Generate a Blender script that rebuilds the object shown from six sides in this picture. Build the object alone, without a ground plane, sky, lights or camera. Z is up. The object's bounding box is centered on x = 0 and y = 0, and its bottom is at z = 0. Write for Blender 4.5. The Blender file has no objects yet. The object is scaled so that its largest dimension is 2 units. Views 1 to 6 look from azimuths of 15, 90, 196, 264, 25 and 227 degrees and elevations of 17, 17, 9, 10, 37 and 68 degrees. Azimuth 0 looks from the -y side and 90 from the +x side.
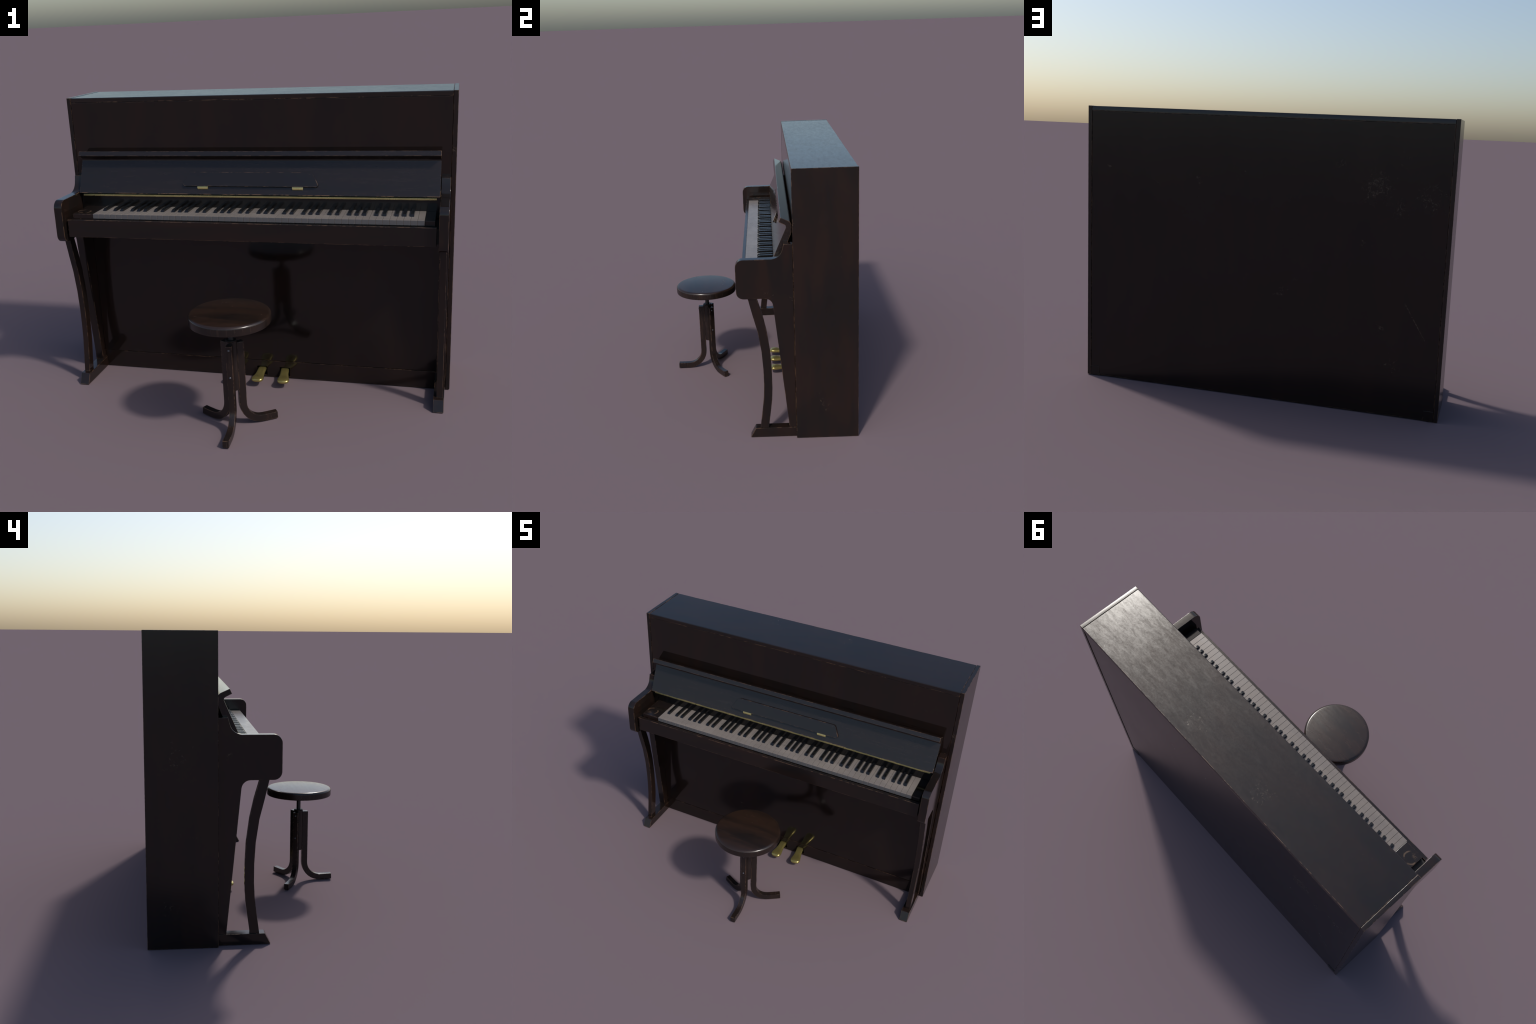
"""Dark brown upright piano with an open key lid and a round three-legged screw stool."""
import bpy, bmesh, math, random
from mathutils import Vector, Matrix

random.seed(7)
SC = bpy.context.scene.collection


# ------------------------------------------------------------------ materials
class Nodes:
    """Small helper for building node trees."""

    def __init__(self, name):
        self.m = bpy.data.materials.new(name)
        self.m.use_nodes = True
        self.t = self.m.node_tree
        self.b = self.t.nodes["Principled BSDF"]

    def new(self, kind, **kw):
        n = self.t.nodes.new(kind)
        for k, v in kw.items():
            setattr(n, k, v)
        return n

    def put(self, sock, v):
        if isinstance(v, bpy.types.NodeSocket):
            self.t.links.new(v, sock)
        else:
            sock.default_value = v

    def math(self, op, a, b=0.0, c=0.0):
        n = self.new("ShaderNodeMath", operation=op)
        for s, v in zip(n.inputs, (a, b, c)):
            self.put(s, v)
        return n.outputs[0]

    def step(self, x, lo, hi, smooth=True):
        n = self.new("ShaderNodeMapRange", interpolation_type="SMOOTHSTEP" if smooth else "LINEAR")
        for s, v in zip(n.inputs, (x, lo, hi, 0.0, 1.0)):
            self.put(s, v)
        return n.outputs[0]

    def obj(self):
        return self.new("ShaderNodeTexCoord").outputs["Object"]

    def scaled(self, vec, s, off=(0, 0, 0)):
        n = self.new("ShaderNodeMapping")
        self.put(n.inputs["Vector"], vec)
        n.inputs["Scale"].default_value = s
        n.inputs["Location"].default_value = off
        return n.outputs[0]

    def noise(self, vec, scale, detail=4.0, rough=0.55, distort=0.0):
        n = self.new("ShaderNodeTexNoise")
        self.put(n.inputs["Vector"], vec)
        n.inputs["Scale"].default_value = scale
        n.inputs["Detail"].default_value = detail
        n.inputs["Roughness"].default_value = rough
        n.inputs["Distortion"].default_value = distort
        return n.outputs["Fac"]

    def mix(self, f, a, b):
        n = self.new("ShaderNodeMix", data_type="RGBA")
        for s, v in ((n.inputs[0], f), (n.inputs[6], a), (n.inputs[7], b)):
            self.put(s, v)
        return n.outputs[2]

    def vmath(self, op, a, b=(0, 0, 0)):
        n = self.new("ShaderNodeVectorMath", operation=op)
        self.put(n.inputs[0], a)
        self.put(n.inputs[1], b)
        return n

    def bump(self, h, strength, dist):
        n = self.new("ShaderNodeBump")
        n.inputs["Strength"].default_value = strength
        n.inputs["Distance"].default_value = dist
        self.put(n.inputs["Height"], h)
        return n.outputs[0]

    def set(self, **kw):
        for k, v in kw.items():
            self.put(self.b.inputs[k.replace("_", " ")], v)


def rgb(r, g, b):
    return (r, g, b, 1.0)


def wood(name, grain="z", dark=(0.0092, 0.0072, 0.0064), warm=(0.0165, 0.0090, 0.0066), rough=(0.14, 0.27),
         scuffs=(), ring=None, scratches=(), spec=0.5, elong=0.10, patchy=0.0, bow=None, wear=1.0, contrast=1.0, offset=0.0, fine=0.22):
    """Varnished dark wood: grain along one axis, worn tan edges, pale scuffs, uneven gloss."""
    N = Nodes(name)
    p = N.scaled(N.obj(), (1, 1, 1), (offset, offset * 0.7, offset * 1.3))
    stretch = {"x": (elong, 1, 1), "y": (1, elong, 1), "z": (1, 1, elong)}[grain]
    along = N.scaled(p, stretch)
    blotch = N.noise(along, 11.0, 3.0, 0.55, 0.4)
    streak = N.noise(along, 85.0, 4.0, 0.6, 0.2)
    large = N.noise(p, 2.3, 2.0)
    f = N.step(N.math("ADD", blotch, N.math("MULTIPLY", N.math("SUBTRACT", large, 0.5), 0.5)), 0.5 - 0.17 / contrast, 0.5 + 0.17 / contrast)
    col = N.mix(f, rgb(*dark), rgb(*warm))
    col = N.mix(N.math("MULTIPLY", N.step(streak, 0.5, 0.75), fine), col, rgb(*(c * 1.9 for c in warm)))
    # pale scuffs in sparse patches, plus some where the maker of the thing knocked it most
    speck = N.noise(p, 50.0, 7.0, 0.74, 0.7)
    patch = N.step(N.noise(N.scaled(p, (1, 1, 1), (3.7, 1.9, 8.1)), 5.5, 3.0), 0.62, 0.80)
    for c, r, s in scuffs:
        d = N.vmath("LENGTH", N.vmath("SUBTRACT", N.obj(), c).outputs[0]).outputs["Value"]
        patch = N.math("MAXIMUM", patch, N.math("MULTIPLY", N.step(d, r, 0.0), s))
    worn = N.step(N.math("ADD", speck, N.math("MULTIPLY", patch, 0.2)), 0.66, 0.92)
    for a, b, w in scratches:
        a, b = Vector(a), Vector(b)
        q = N.vmath("SUBTRACT", N.obj(), a).outputs[0]
        t = N.math("DIVIDE", N.vmath("DOT_PRODUCT", q, b - a).outputs["Value"], (b - a).length_squared)
        t = N.math("MINIMUM", N.math("MAXIMUM", t, 0.0), 1.0)
        sc = N.vmath("SCALE", b - a)
        N.put(sc.inputs["Scale"], t)
        d = N.vmath("LENGTH", N.vmath("SUBTRACT", q, sc.outputs[0]).outputs[0]).outputs["Value"]
        line = N.math("MULTIPLY", N.step(d, w, w * 0.4), N.step(speck, 0.42, 0.56))
        worn = N.math("MAXIMUM", worn, N.math("MULTIPLY", line, 0.6))
    col = N.mix(N.math("MULTIPLY", worn, 0.8), col, rgb(0.12, 0.086, 0.055))
    # worn edges: where the rounded normal departs from the true one, broken up by noise
    bev = N.new("ShaderNodeBevel", samples=8)
    bev.inputs["Radius"].default_value = 0.005
    geo = N.new("ShaderNodeNewGeometry")
    dot = N.vmath("DOT_PRODUCT", bev.outputs[0], geo.outputs["Normal"]).outputs["Value"]
    edge = N.step(N.math("SUBTRACT", 1.0, dot), 0.006, 0.06)
    gaps = N.noise(p, 14.0, 5.0, 0.68)
    chips = N.noise(p, 60.0, 3.0, 0.7)
    broken = N.step(N.math("ADD", gaps, N.math("MULTIPLY", N.math("SUBTRACT", chips, 0.5), 0.45)), 0.45, 0.60)
    ew = N.math("MULTIPLY", N.math("MULTIPLY", edge, broken), wear)
    col = N.mix(ew, col, rgb(0.150, 0.083, 0.045))
    if ring:
        cx, cy, r = ring
        d = N.new("ShaderNodeCombineXYZ")
        q = N.vmath("SUBTRACT", N.obj(), (cx, cy, 0.0)).outputs[0]
        sep = N.new("ShaderNodeSeparateXYZ")
        N.put(sep.inputs[0], q)
        N.put(d.inputs[0], sep.outputs[0])
        N.put(d.inputs[1], sep.outputs[1])
        rad = N.vmath("LENGTH", d.outputs[0]).outputs["Value"]
        wob = N.math("MULTIPLY", N.math("SUBTRACT", N.noise(p, 26.0, 3.0), 0.5), 0.012)
        band = N.step(N.math("ABSOLUTE", N.math("SUBTRACT", N.math("ADD", rad, wob), r)), 0.0055, 0.0015)
        part = N.step(N.noise(N.scaled(p, (1, 1, 1), (5, 2, 1)), 19.0, 2.0), 0.40, 0.60)
        smear = N.step(N.math("ADD", N.noise(p, 34.0, 4.0, 0.6), N.math("MULTIPLY", N.step(rad, 0.075, 0.02), 0.1)), 0.66, 0.78)
        mask = N.math("MAXIMUM", N.math("MULTIPLY", band, part), N.math("MULTIPLY", smear, 0.45))
        col = N.mix(N.math("MULTIPLY", mask, 0.62), col, rgb(0.13, 0.075, 0.04))
        worn = N.math("MAXIMUM", worn, mask)
    # gloss
    dull = N.noise(along, 30.0, 4.0, 0.65)
    ro = N.math("ADD", rough[0], N.math("MULTIPLY", N.math("ADD", N.math("MULTIPLY", dull, 0.55), N.math("MULTIPLY", large, 0.45)), rough[1] - rough[0]))
    ro = N.math("ADD", ro, N.math("MULTIPLY", N.math("MAXIMUM", ew, worn), 0.3))
    h = N.math("ADD", N.math("MULTIPLY", streak, 0.5), N.math("MULTIPLY", worn, -0.1))
    ro = N.math("ADD", ro, N.math("MULTIPLY", N.math("SUBTRACT", N.noise(p, 120.0, 3.0, 0.7), 0.5), 0.6 * (rough[1] - rough[0])))
    if patchy:
        blot = N.noise(N.scaled(p, stretch, (2.2, 0.4, 0.9)), 58.0, 5.0, 0.75, 0.5)
        ro = N.math("ADD", ro, N.math("MULTIPLY", N.math("SUBTRACT", blot, 0.5), patchy))
    N.b.inputs["Specular IOR Level"].default_value = spec
    normal = N.bump(h, 0.06, 0.001)
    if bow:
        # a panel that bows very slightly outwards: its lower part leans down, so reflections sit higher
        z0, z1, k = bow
        sep = N.new("ShaderNodeSeparateXYZ")
        N.put(sep.inputs[0], N.obj())
        t = N.math("SUBTRACT", 1.0, N.math("DIVIDE", N.math("SUBTRACT", sep.outputs[2], z0), z1 - z0))
        t = N.math("MULTIPLY", N.math("POWER", N.math("MAXIMUM", t, 0.0), 2.0), -k)
        com = N.new("ShaderNodeCombineXYZ")
        N.put(com.inputs[2], t)
        normal = N.vmath("NORMALIZE", N.vmath("ADD", normal, com.outputs[0]).outputs[0]).outputs[0]
    N.set(Base_Color=col, Roughness=ro, Normal=normal)
    return N.m


def make_brass(name, base, rough, metallic=1.0):
    N = Nodes(name)
    p = N.obj()
    n = N.noise(p, 22.0, 4.0, 0.55)
    col = N.mix(N.step(n, 0.3, 0.8), rgb(*base), rgb(*(c * 0.8 for c in base)))
    N.set(Base_Color=col, Metallic=metallic, Roughness=N.math("ADD", rough, N.math("MULTIPLY", N.math("SUBTRACT", n, 0.5), 0.08)))
    return N.m


def make_ivory():
    N = Nodes("worn_ivory")
    info = N.new("ShaderNodeObjectInfo")
    p = N.vmath("ADD", N.obj(), N.vmath("SCALE", info.outputs["Location"]).outputs[0]).outputs[0]
    p = N.vmath("ADD", N.obj(), info.outputs["Location"]).outputs[0]
    a = N.noise(N.scaled(p, (0.35, 1, 1)), 16.0, 4.0)
    g = N.noise(N.scaled(p, (0.12, 1, 1)), 160.0, 3.0)
    col = N.mix(N.step(a, 0.3, 0.7), rgb(0.238, 0.207, 0.184), rgb(0.190, 0.167, 0.153))
    col = N.mix(N.math("MULTIPLY", info.outputs["Random"], 0.22), col, rgb(0.165, 0.138, 0.112))
    col = N.mix(N.math("MULTIPLY", N.step(g, 0.5, 0.75), 0.18), col, rgb(0.12, 0.105, 0.095))
    N.set(Base_Color=col, Roughness=N.math("ADD", 0.14, N.math("MULTIPLY", a, 0.2)))
    return N.m


def make_plain(name, base, rough, metallic=0.0, var=0.25, scale=40.0):
    N = Nodes(name)
    n = N.noise(N.obj(), scale, 4.0, 0.6)
    col = N.mix(n, rgb(*base), rgb(*(c * (1 + var) for c in base)))
    N.set(Base_Color=col, Roughness=N.math("ADD", rough - 0.05, N.math("MULTIPLY", n, 0.12)), Metallic=metallic)
    return N.m


W_SIDE = wood("varnished_side_wood", "z", wear=0.75, contrast=1.0, elong=0.22, scuffs=[((1.0, 0.36, 0.21), 0.13, 0.6), ((1.0, 0.46, 1.05), 0.07, 0.5),
              ((-1.0, 0.40, 0.93), 0.2, 0.6), ((-1.0, 0.33, 0.57), 0.1, 0.5), ((-1.0, 0.43, 0.2), 0.1, 0.6)])
W_TOP = wood("varnished_top_wood", "x", rough=(0.085, 0.265), spec=0.56, patchy=0.2, elong=0.3, fine=0.12, contrast=0.6, offset=2.0, scuffs=[((-0.25, 0.46, 1.53), 0.11, 0.85), ((0.22, 0.465, 1.53), 0.13, 0.65),
             ((-0.78, 0.31, 1.53), 0.08, 0.5), ((0.81, 0.51, 1.53), 0.07, 0.6)])
W_FRONT = wood("varnished_front_wood", "z", elong=0.2, rough=(0.06, 0.11), fine=0.12, offset=4.0, wear=0.3, contrast=0.55)
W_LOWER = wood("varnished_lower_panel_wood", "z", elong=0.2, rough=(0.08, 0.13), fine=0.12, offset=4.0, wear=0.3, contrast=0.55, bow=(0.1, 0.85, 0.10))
W_BACK = wood("rough_back_wood", "z", rough=(0.14, 0.26), dark=(0.0100, 0.0070, 0.0060), warm=(0.0148, 0.0084, 0.0066), spec=0.42, elong=0.2, fine=0.12, contrast=0.7, offset=6.0, wear=0.8, scratches=[((-0.795, 0.5512, 0.60), (-0.905, 0.5512, 0.42), 0.0035)], scuffs=[((-0.62, 0.55, 1.18), 0.17, 0.95), ((-0.74, 0.55, 1.08), 0.12, 0.7),
              ((-0.88, 0.55, 1.14), 0.14, 0.8), ((-0.43, 0.55, 1.29), 0.08, 0.7), ((-0.75, 0.55, 0.27), 0.13, 0.6), ((0.1, 0.55, 1.22), 0.06, 0.6), ((0.59, 0.55, 1.14), 0.05, 0.6)])
W_LID = wood("polished_key_lid_wood", "x", rough=(0.08, 0.16), offset=8.0, wear=1.5, contrast=0.7, dark=(0.0135, 0.0108, 0.0105), warm=(0.0180, 0.0125, 0.0108))
W_DESK = wood("polished_music_desk_wood", "x", rough=(0.08, 0.16), offset=9.0, wear=1.0, contrast=0.7, dark=(0.0128, 0.0102, 0.0100), warm=(0.0165, 0.0118, 0.0102))
W_TRIM = wood("varnished_trim_wood", "z", elong=0.2, rough=(0.09, 0.17), offset=10.0, wear=0.85)
W_SLIP = wood("varnished_rail_wood", "x", rough=(0.11, 0.22), offset=12.0, wear=1.15)
W_BASE = wood("varnished_base_wood", "x", rough=(0.08, 0.17), offset=13.0, wear=0.7, contrast=0.7)
W_BLOCK = wood("stained_block_wood", "x", rough=(0.14, 0.26), offset=14.0, ring=(-0.8625, 0.002, 0.034), wear=0.8)
W_SEAT = wood("stool_seat_wood", "x", dark=(0.0105, 0.0078, 0.0068), warm=(0.0265, 0.0140, 0.0092), rough=(0.15, 0.30), spec=0.6, patchy=0.2, elong=0.16, offset=16.0, wear=0.55, contrast=0.75, fine=0.35)
W_LEG = wood("stool_leg_wood", "z", dark=(0.0135, 0.0095, 0.0082), warm=(0.024, 0.0140, 0.0105), rough=(0.19, 0.32), offset=18.0, wear=1.1, fine=0.5)
M_BLACK = make_plain("ebony_black", (0.0055, 0.0056, 0.0062), 0.19)
M_DARK = make_plain("dark_inner_wood", (0.006, 0.0052, 0.005), 0.5)
M_GLOSS = make_plain("black_polished_wood", (0.0075, 0.0064, 0.0056), 0.12, var=0.4, scale=9.0)
M_IVORY = make_ivory()
M_KEYFRONT = make_plain("key_front", (0.105, 0.103, 0.105), 0.22)  # greyer than the ivory: the dark key slip's reflection put into the colour
M_PEDAL = make_brass("pedal_brass", (0.52, 0.425, 0.145), 0.25, 0.8)
M_BRASS = make_brass("strip_brass", (0.72, 0.60, 0.25), 0.28, 0.72)
M_IRON = make_plain("dark_iron", (0.05, 0.052, 0.055), 0.42, 0.85)
M_STEEL = make_plain("screw_steel", (0.20, 0.215, 0.24), 0.3, 1.0)


# ------------------------------------------------------------------ geometry helpers
def finish(bm, name, mat, parent, angle=32, loc=None, kind=None):
    bmesh.ops.remove_doubles(bm, verts=bm.verts, dist=1e-6)
    bmesh.ops.recalc_face_normals(bm, faces=bm.faces)
    me = bpy.data.meshes.new(name)
    bm.to_mesh(me)
    bm.free()
    for p in me.polygons:
        p.use_smooth = True
    me.set_sharp_from_angle(angle=math.radians(angle))
    me.materials.append(mat)
    o = bpy.data.objects.new(name, me)
    SC.objects.link(o)
    attach(o, parent, loc)
    w = o.modifiers.new("weighted", "WEIGHTED_NORMAL")
    w.keep_sharp = True
    if kind:
        o["kind"] = kind
    return o


def origin_of(o):
    v = Vector(o.location)
    while o.parent:
        o = o.parent
        v += o.location
    return v


def attach(o, parent, loc=None):
    """Parent; meshes are modelled in world coordinates unless loc is given."""
    o.parent = parent
    o.location = (Vector(loc) if loc else Vector((0, 0, 0))) - (origin_of(parent) if parent else Vector((0, 0, 0)))


def add_box(bm, lo, hi, bevel=0.0015, seg=2):
    lo, hi = Vector(lo), Vector(hi)
    r = bmesh.ops.create_cube(bm, size=1.0)
    for v in r["verts"]:
        v.co = Vector((v.co.x * (hi.x - lo.x), v.co.y * (hi.y - lo.y), v.co.z * (hi.z - lo.z))) + (lo + hi) / 2
    if bevel:
        es = list({e for v in r["verts"] for e in v.link_edges})
        bmesh.ops.bevel(bm, geom=es, offset=bevel, segments=seg, profile=0.5, affect="EDGES", clamp_overlap=True)


def box(name, lo, hi, mat, parent, bevel=0.0015, seg=2):
    bm = bmesh.new()
    add_box(bm, lo, hi, bevel, seg)
    return finish(bm, name, mat, parent)


def rounded(points, seg=6):
    """Polyline of (y, z[, fillet radius]) with the filleted corners replaced by arcs."""
    out = []
    n = len(points)
    for i, p in enumerate(points):
        c = Vector(p[:2])
        r = p[2] if len(p) > 2 else 0.0
        if r <= 0:
            out.append(c)
            continue
        a = (Vector(points[i - 1][:2]) - c).normalized()
        b = (Vector(points[(i + 1) % n][:2]) - c).normalized()
        half = a.angle(b) / 2
        t = r / math.tan(half)
        mid = c + (a + b).normalized() * (r / math.sin(half))
        s, e = c + a * t - mid, c + b * t - mid
        ang = s.angle_signed(e)
        for k in range(seg + 1):
            w = -ang * k / seg
            out.append(mid + Vector((s.x * math.cos(w) - s.y * math.sin(w), s.x * math.sin(w) + s.y * math.cos(w))))
    return out


def add_prism(bm, prof, x0, x1, bevel=0.002, seg=2, axes="yz"):
    """Extrude a closed (y, z) profile from x0 to x1 and chamfer its two rims."""
    rings = []
    for x in (x0, x1):
        rings.append([bm.verts.new((x, p[0], p[1])) for p in prof])
    n = len(prof)
    caps = [bm.faces.new(rings[0][::-1]), bm.faces.new(rings[1])]
    for i in range(n):
        j = (i + 1) % n
        bm.faces.new((rings[0][i], rings[0][j], rings[1][j], rings[1][i]))
    bmesh.ops.recalc_face_normals(bm, faces=bm.faces)
    if bevel:
        es = list({e for f in caps for e in f.edges})
        bmesh.ops.bevel(bm, geom=es, offset=bevel, segments=seg, profile=0.5, affect="EDGES", clamp_overlap=True)


def prism(name, prof, x0, x1, mat, parent, bevel=0.002, seg=2, angle=32):
    bm = bmesh.new()
    add_prism(bm, prof, x0, x1, bevel, seg)
    return finish(bm, name, mat, parent, angle)


def add_lathe(bm, prof, centre, n=64):
    """Spin an (r, z) profile about a vertical axis; r = 0 ends are closed."""
    cx, cy = centre
    rings = []
    for r, z in prof:
        if r < 1e-6:
            rings.append([bm.verts.new((cx, cy, z))])
        else:
            rings.append([bm.verts.new((cx + r * math.cos(math.tau * k / n), cy + r * math.sin(math.tau * k / n), z)) for k in range(n)])
    for a, b in zip(rings, rings[1:]):
        for k in range(n):
            l = (k + 1) % n
            f = [a[k % len(a)], a[l % len(a)], b[l % len(b)], b[k % len(b)]]
            f = list(dict.fromkeys(f))
            if len(f) > 2:
                bm.faces.new(f)


def lathe(name, prof, centre, mat, parent, n=64, angle=35):
    bm = bmesh.new()
    add_lathe(bm, prof, centre, n)
    return finish(bm, name, mat, parent, angle)


def empty(name, loc, label, category):
    o = bpy.data.objects.new(name, None)
    o.empty_display_size = 0.1
    SC.objects.link(o)
    o.location = loc
    o["label"], o["category"] = label, category
    return o


# ------------------------------------------------------------------ piano
piano = empty("upright_piano", (0, 0.25, 0), "dark brown upright piano with open key lid and worn edges", "piano")

YF, YB, ZT, HX = 0.2076, 0.554, 1.5305, 1.0      # case front, back, top, half width
SIDE = 0.0215                                     # side board thickness
IN = HX - SIDE                                    # inside of the side boards
CH_IN, CH_OUT = 0.9335, 0.977                     # cheeks (key bed arms)

# case
for s in (-1, 1):
    a, b = sorted((s * IN, s * HX))
    box("side_board", (a, YF, 0), (b, YB, ZT), W_SIDE, piano, 0.0018)
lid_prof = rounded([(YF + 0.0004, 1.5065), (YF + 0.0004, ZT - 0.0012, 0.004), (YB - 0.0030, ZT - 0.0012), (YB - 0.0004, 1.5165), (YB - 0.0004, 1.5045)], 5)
prism("top_lid", lid_prof, -IN + 0.0016, IN - 0.0016, W_TOP, piano, 0.0012)
box("upper_panel", (-IN + 0.0016, YF + 0.0006, 0.90), (IN - 0.0016, YF + 0.024, 1.505), W_FRONT, piano, 0.0014)
box("lower_panel", (-CH_IN + 0.0, YF - 0.0002, 0.0985), (CH_IN, YF + 0.02, 0.88), W_LOWER, piano, 0.0014)
box("back_panel", (-IN + 0.001, YB - 0.022, 0.004), (IN - 0.001, YB - 0.0028, 1.5035), W_BACK, piano, 0.0014)
for s in (-1, 1):
    a, b = sorted((s * 0.924, s * (IN - 0.001)))
    box("corner_block", (a, YB - 0.012, 0.0015), (b, YB + 0.0000, 0.0548), W_BACK, piano, 0.0022)
box("bottom_board", (-IN + 0.002, YF + 0.03, 0.004), (IN - 0.002, YB - 0.024, 0.022), M_DARK, piano, 0.001)

# base board with three pedal openings
HOLES = (-0.1275, 0.0, 0.1265)
HW, HZ0, HZ1 = 0.0282, 0.0105, 0.0605
base = bmesh.new()
xs = [-CH_IN] + [h + d for h in HOLES for d in (-HW, HW)] + [CH_IN]
zs = [0.0, HZ0, HZ1, 0.0962]
y0, y1 = YF - 0.0006, YF + 0.022
grid = [[base.verts.new((x, y0, z)) for z in zs] for x in xs]
for i in range(len(xs) - 1):
    for k in range(3):
        if not (k == 1 and i % 2 == 1):
            base.faces.new((grid[i][k], grid[i + 1][k], grid[i + 1][k + 1], grid[i][k + 1]))
ext = bmesh.ops.extrude_face_region(base, geom=list(base.faces))
bmesh.ops.translate(base, verts=[v for v in ext["geom"] if isinstance(v, bmesh.types.BMVert)], vec=(0, y1 - y0, 0))
bmesh.ops.recalc_face_normals(base, faces=base.faces)
rim = [e for e in base.edges if all(abs(v.co.y - y0) < 1e-6 for v in e.verts) and len(e.link_faces) == 2 and e.calc_face_angle(0) > 1]
bmesh.ops.bevel(base, geom=rim, offset=0.0012, segments=2, profile=0.5, affect="EDGES", clamp_overlap=True)
finish(base, "base_board", W_BASE, piano)
box("pedal_recess_back", (-0.2, YF + 0.075, 0.004), (0.2, YF + 0.08, 0.09), M_DARK, piano, 0.0)  # thin dark plate standing behind the pedal openings

# pedals: flared, rounded brass tongues, the outer two splayed


def pedal_mesh():
    bm = bmesh.new()
    rows = [(0.06, 0.0225, 0.0124, 0.0), (0.0, 0.0228, 0.0124, 0.0), (-0.022, 0.0224, 0.0122, -0.0010), (-0.044, 0.0228, 0.0118, -0.0034), (-0.062, 0.0246, 0.0114, -0.0056),
            (-0.078, 0.0274, 0.0112, -0.0060), (-0.094, 0.0306, 0.0123, -0.0052), (-0.108, 0.0322, 0.0128, -0.0046), (-0.119, 0.0316, 0.0126, -0.0041), (-0.127, 0.0290, 0.0114, -0.0046),
            (-0.133, 0.0240, 0.0088, -0.0054), (-0.1365, 0.0180, 0.0062, -0.0060), (-0.138, 0.0095, 0.0030, -0.0064)]
    n = 24
    prev = None
    first = None
    for y, w, h, dz in rows:
        ring = []
        for k in range(n):
            t = math.tau * k / n
            c, s = math.cos(t), math.sin(t)
            e = 0.72
            ring.append(bm.verts.new((w * math.copysign(abs(c) ** e, c), y, dz + h * math.copysign(abs(s) ** e, s))))
        if prev:
            for k in range(n):
                bm.faces.new((prev[k], prev[(k + 1) % n], ring[(k + 1) % n], ring[k]))
        else:
            first = ring
        prev = ring
    bm.faces.new(prev)
    bm.faces.new(first[::-1])
    return bm


first = None
for hx, turn in zip(HOLES, (-1, 0, 1)):
    if first is None:
        ob = finish(pedal_mesh(), "pedal", M_PEDAL, piano, 70, (hx, YF, 0.0432))
        first = ob
    else:
        ob = first.copy()
        SC.objects.link(ob)
        attach(ob, piano, (hx, YF, 0.0432))
    ob.rotation_euler = (0, 0, math.radians(7.5) * turn)

# cheeks: arm, concave neck at the top, raked post down to the foot
cheek = rounded([(YF, 1.128), (0.1597, 1.128), (0.1550, 1.107), (0.1490, 1.087), (0.1400, 1.0712), (0.1285, 1.0605), (0.1125, 1.0518), (0.0945, 1.0475),
                 (-0.0997, 1.0475, 0.042), (-0.0997, 0.8278, 0.040), (0.0924, 0.8278, 0.044), (0.1690, 0.0562), (YF, 0.0562)], 7)
leg_front = [(-0.0393, 0.829), (-0.0168, 0.733), (0.0080, 0.635), (0.0250, 0.52), (0.0320, 0.41), (0.0325, 0.32), (0.0290, 0.24), (0.0200, 0.165), (0.0050, 0.0545)]
leg_back = [(0.0080, 0.829), (0.0350, 0.735), (0.0562, 0.64), (0.0722, 0.52), (0.0784, 0.41), (0.0787, 0.30), (0.0750, 0.225), (0.0672, 0.165), (0.0520, 0.0545)]
foot = [(-0.0510, 0.0), (-0.0218, 0.0552), (YF + 0.002, 0.0552), (YF + 0.002, 0.0)]
for s in (-1, 1):
    f = lambda a, b: sorted((s * a, s * b))
    prism("cheek", cheek, *f(CH_IN, CH_OUT), W_TRIM, piano, 0.0022, 2, 30)
    prism("leg", leg_front + leg_back[::-1], *f(0.9395, 0.9700), W_TRIM, piano, 0.002, 2, 20)
    bm = bmesh.new()
    add_prism(bm, foot, *f(0.9248, 0.9763), 0.0)
    bmesh.ops.bevel(bm, geom=list(bm.edges), offset=0.002, segments=2, profile=0.5, affect="EDGES", clamp_overlap=True)
    finish(bm, "foot", W_TRIM, piano)

# key bed, front rail, end blocks, name board
box("key_bed", (-CH_IN + 0.001, -0.054, 0.862), (CH_IN - 0.001, YF - 0.001, 0.934), M_DARK, piano, 0.001)
box("key_slip", (-0.9225, -0.0730, 0.8540), (0.9225, -0.0525, 0.9455), W_SLIP, piano, 0.0022)
KX0, KX1 = -0.7882, 0.8680
box("end_block", (-0.9010, -0.0475, 0.934), (KX0 - 0.0008, 0.131, 0.9712), W_BLOCK, piano, 0.0022)
box("end_block", (KX1 + 0.0012, -0.0475, 0.934), (0.9150, 0.131, 0.9712), M_GLOSS, piano, 0.0022)  # black wood paints the cheek's shadow into this block's colour
box("name_board", (-CH_IN + 0.002, 0.1315, 0.936), (CH_IN - 0.002, 0.150, 1.056), M_GLOSS, piano, 0.001)
bm = bmesh.new()
add_prism(bm, rounded([(0.1300, 1.0380), (0.1176, 1.0380, 0.0028), (0.1176, 1.0275, 0.0018), (0.1300, 1.0275)], 4), -0.9150, 0.9155, 0.001, 1)
finish(bm, "brass_strip", M_BRASS, piano)

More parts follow.
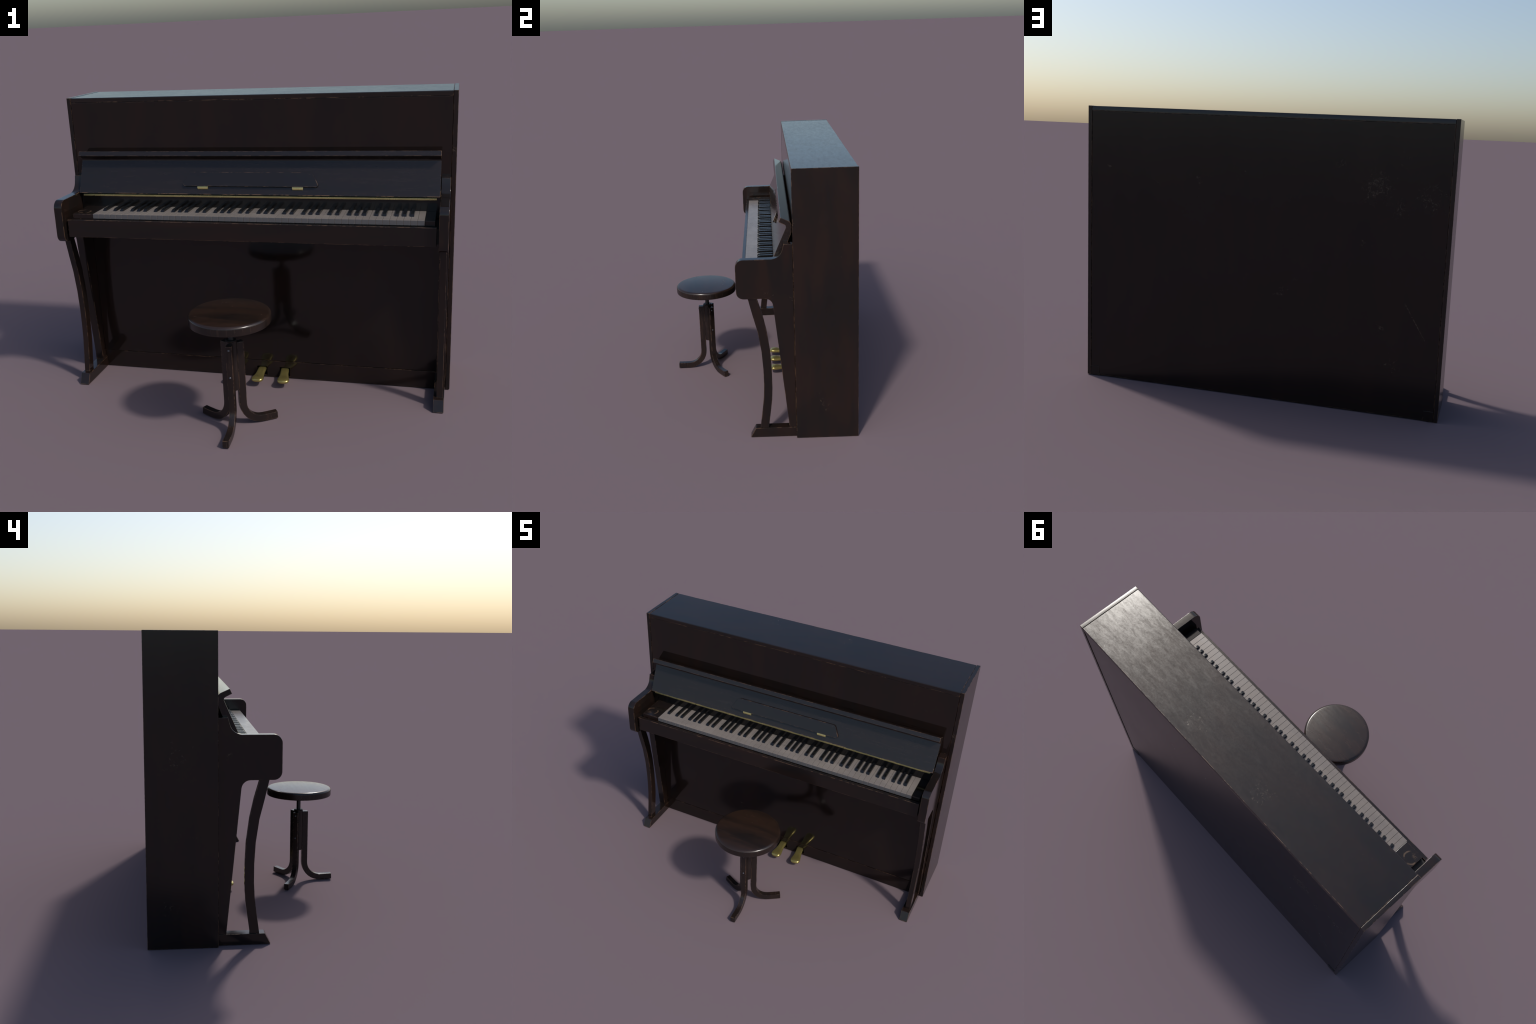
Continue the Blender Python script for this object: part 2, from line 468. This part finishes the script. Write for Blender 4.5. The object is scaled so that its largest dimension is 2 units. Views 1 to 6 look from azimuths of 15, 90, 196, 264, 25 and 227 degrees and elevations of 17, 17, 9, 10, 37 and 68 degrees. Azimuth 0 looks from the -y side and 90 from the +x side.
# keys: 52 white from A to C, 36 black between them
PITCH = (KX1 - KX0) / 52
bm = bmesh.new()
g = 0.00055
add_box(bm, (-PITCH / 2 + g, -0.0500, -0.0235), (PITCH / 2 - g, 0.1300, 0.0), 0.0006, 1)
add_box(bm, (-PITCH / 2 + 0.0012, -0.0470, -0.036), (PITCH / 2 - 0.0012, 0.1290, -0.0237), 0.0)
white = finish(bm, "white_key", M_IVORY, piano, 32, (KX0 + PITCH / 2, 0, 0.9722))
white.data.materials.append(M_DARK)
white.data.materials.append(M_KEYFRONT)
for p in white.data.polygons:
    if max(white.data.vertices[i].co.z for i in p.vertices) < -0.0236:
        p.material_index = 1
    elif p.normal.y < -0.9:
        p.material_index = 2
for i in range(1, 52):
    o = white.copy()
    SC.objects.link(o)
    attach(o, piano, (KX0 + PITCH * (i + 0.5), 0, 0.9722 + random.uniform(-0.0001, 0.0001)))

bm = bmesh.new()
bw, tw = 0.0091, 0.0078
prof = [(0.0160, -0.002), (0.0168, 0.0030), (0.0225, 0.0092), (0.0275, 0.0120), (0.0320, 0.0128), (0.1305, 0.0130), (0.1305, -0.002)]
rings = []
for s in (-1, 1):
    rings.append([bm.verts.new((s * (bw + (tw - bw) * max(0.0, min(1.0, z / 0.012))), y, z)) for y, z in prof])
n = len(prof)
bm.faces.new(rings[0][::-1])
bm.faces.new(rings[1])
for i in range(n):
    j = (i + 1) % n
    bm.faces.new((rings[0][i], rings[0][j], rings[1][j], rings[1][i]))
bmesh.ops.recalc_face_normals(bm, faces=bm.faces)
top = [e for e in bm.edges if all(v.co.z > 0.005 for v in e.verts) or (abs(e.verts[0].co.x - e.verts[1].co.x) < 1e-3 and max(v.co.y for v in e.verts) < 0.02)]
bmesh.ops.bevel(bm, geom=top, offset=0.0016, segments=2, profile=0.5, affect="EDGES", clamp_overlap=True)
black = None
names = "ABCDEFG"
lean = {"A": 0.0036, "C": -0.0027, "D": 0.0027, "F": -0.0036, "G": 0.0}
for i in range(51):
    note = names[i % 7]
    if note in "BE":
        continue
    loc = (KX0 + PITCH * (i + 1) + lean[note], 0, 0.9722)
    if black is None:
        black = finish(bm, "black_key", M_BLACK, piano, 40, loc)
    else:
        o = black.copy()
        SC.objects.link(o)
        attach(o, piano, loc)

# key lid (fallboard), open: raked panel curling forward into a lip
SL = Vector((0.0695, 0.159)).normalized()                      # up the panel in (y, z)
NR = Vector((-SL.y, SL.x))                                     # out of the panel, towards the player
lid = rounded([(0.1062, 1.0465), (0.1815, 1.2150, 0.014), (0.1382, 1.2362, 0.0022), (0.1490, 1.2602, 0.0022), (0.2060, 1.2345, 0.026), (0.2055, 1.178, 0.05), (0.1500, 1.0445)], 6)
fall = prism("key_lid", lid, -0.9312, 0.9312, W_LID, piano, 0.002, 2, 25)

# music desk lying flat on the lid, on two brass hinges


def on_lid(x, z, out):
    base = Vector((0.1062, 1.0465)) + SL * ((z - 1.0465) / SL.y)
    q = base + NR * out
    return Vector((x, q.x, q.y))


outline = rounded([(-0.355, 1.0830, 0.010), (0.355, 1.0830, 0.010), (0.316, 1.1500, 0.020), (-0.316, 1.1500, 0.020)], 5)
bm = bmesh.new()
lo = [bm.verts.new(on_lid(p.x, p.y, 0.0025)) for p in outline]
hi = [bm.verts.new(on_lid(p.x, p.y, 0.0118)) for p in outline]
bm.faces.new(lo[::-1])
cap = bm.faces.new(hi)
for i in range(len(outline)):
    j = (i + 1) % len(outline)
    bm.faces.new((lo[i], lo[j], hi[j], hi[i]))
bmesh.ops.recalc_face_normals(bm, faces=bm.faces)
bmesh.ops.bevel(bm, geom=list(cap.edges), offset=0.0016, segments=2, profile=0.5, affect="EDGES")
desk = finish(bm, "music_desk", W_DESK, piano, 30)
for cx in (-0.2455, 0.2460):
    bm = bmesh.new()
    sec = [(1.0840, -0.001), (1.0840, 0.0070), (1.0780, 0.0072), (1.0712, 0.0044), (1.0692, -0.001)]
    rings = [[bm.verts.new(on_lid(cx + s * w, z, o)) for (z, o), w in zip(sec, (0.028, 0.028, 0.028, 0.0262, 0.0262))] for s in (-1, 1)]
    bm.faces.new(rings[0])
    bm.faces.new(rings[1][::-1])
    for i in range(len(sec)):
        j = (i + 1) % len(sec)
        bm.faces.new((rings[0][i], rings[1][i], rings[1][j], rings[0][j]))
    bmesh.ops.recalc_face_normals(bm, faces=bm.faces)
    bmesh.ops.bevel(bm, geom=list(bm.edges), offset=0.0007, segments=1, affect="EDGES", clamp_overlap=True)
    finish(bm, "hinge", M_BRASS, piano)

# ------------------------------------------------------------------ stool
CX, CY = 0.0012, -0.3393
stool = empty("piano_stool", (CX, CY, 0), "round dark wooden screw stool on three curved legs", "stool")
R0 = 0.1947
prof = [(0.0, 0.5467), (R0 - 0.005, 0.5467), (R0 - 0.0012, 0.5482), (R0, 0.5515), (R0, 0.5795)]
for k in range(1, 6):
    a = math.radians(90 * k / 5)
    prof.append((R0 - 0.0150 + 0.0150 * math.cos(a), 0.5795 + 0.0130 * math.sin(a)))
prof += [(R0 * q, 0.5925 + 0.0060 * (1 - (q / 0.923) ** 2)) for q in (0.85, 0.72, 0.58, 0.44, 0.3, 0.15, 0.0)]
seat = lathe("seat", prof, (CX, CY), W_SEAT, stool, 96, 50)
seat.data.materials.append(W_LEG)
for p in seat.data.polygons:
    if abs(p.normal.z) < 0.3:
        p.material_index = 1
lathe("post", [(0.0, 0.1985), (0.0262, 0.1985), (0.0278, 0.2), (0.0278, 0.4505), (0.0262, 0.452), (0.0, 0.452)], (CX, CY), W_LEG, stool, 28)
lathe("collar", [(0.0, 0.4515), (0.0250, 0.4515), (0.0250, 0.4540), (0.0240, 0.4550), (0.0, 0.4550)], (CX, CY), M_IRON, stool, 28)
sp = [(0.0, 0.40)]
z = 0.40
while z < 0.5475:
    sp += [(0.0118, z), (0.0129, z + 0.0022)]
    z += 0.0044
sp.append((0.0, z))
lathe("threaded_spindle", sp, (CX, CY), M_IRON, stool, 20, 80)

path = [(0.0402, 0.4408), (0.0402, 0.36), (0.0402, 0.28), (0.0402, 0.20), (0.0402, 0.119)]
for k in range(1, 10):
    a = math.radians(90 * k / 9)
    path.append((0.1402 - 0.100 * math.cos(a), 0.119 - 0.100 * math.sin(a)))
path += [(0.1660, 0.0190), (0.1900, 0.0195), (0.2135, 0.0205)]
LW, LT = 0.0152, 0.0176
for ang in (-87.0, 33.0, 153.0):
    t = math.radians(ang)
    er, et = Vector((math.cos(t), math.sin(t), 0)), Vector((-math.sin(t), math.cos(t), 0))
    bm = bmesh.new()
    rings = []
    for i, (r, z) in enumerate(path):
        a = Vector(path[max(i - 1, 0)])
        b = Vector(path[min(i + 1, len(path) - 1)])
        d = (b - a).normalized()
        nrm = Vector((d.y, -d.x))
        ring = []
        for u, v in ((-1, -1), (1, -1), (1, 1), (-1, 1)):
            q = Vector((r, z)) + nrm * (LT * v)
            ring.append(bm.verts.new(Vector((CX, CY, 0)) + er * q.x + et * (LW * u) + Vector((0, 0, max(q.y, 0.0008)))))
        rings.append(ring)
    for a, b in zip(rings, rings[1:]):
        for k in range(4):
            bm.faces.new((a[k], a[(k + 1) % 4], b[(k + 1) % 4], b[k]))
    caps = [bm.faces.new(rings[0][::-1]), bm.faces.new(rings[-1])]
    bmesh.ops.recalc_face_normals(bm, faces=bm.faces)
    longs = [e for e in bm.edges if len(e.link_faces) == 2 and e.calc_face_angle(0) > 1.0]
    bmesh.ops.bevel(bm, geom=longs, offset=0.0024, segments=2, profile=0.5, affect="EDGES", clamp_overlap=True)
    leg = finish(bm, "stool_leg", W_LEG, stool, 30)
    for zc in (0.4215, 0.2820):
        bm = bmesh.new()
        c = Vector((CX, CY, zc)) + er * (0.0402 + LT - 0.0008)
        rows = [(0.0052, 0.0), (0.0050, 0.0022), (0.0040, 0.0036), (0.0022, 0.0044)]
        prev = None
        for rr, h in rows:
            ring = [bm.verts.new(c + er * h + et * (rr * math.cos(math.tau * k / 14)) + Vector((0, 0, rr * math.sin(math.tau * k / 14)))) for k in range(14)]
            if prev:
                for k in range(14):
                    bm.faces.new((prev[k], prev[(k + 1) % 14], ring[(k + 1) % 14], ring[k]))
            prev = ring
        bm.faces.new(prev)
        finish(bm, "screw", M_STEEL, stool, 50)
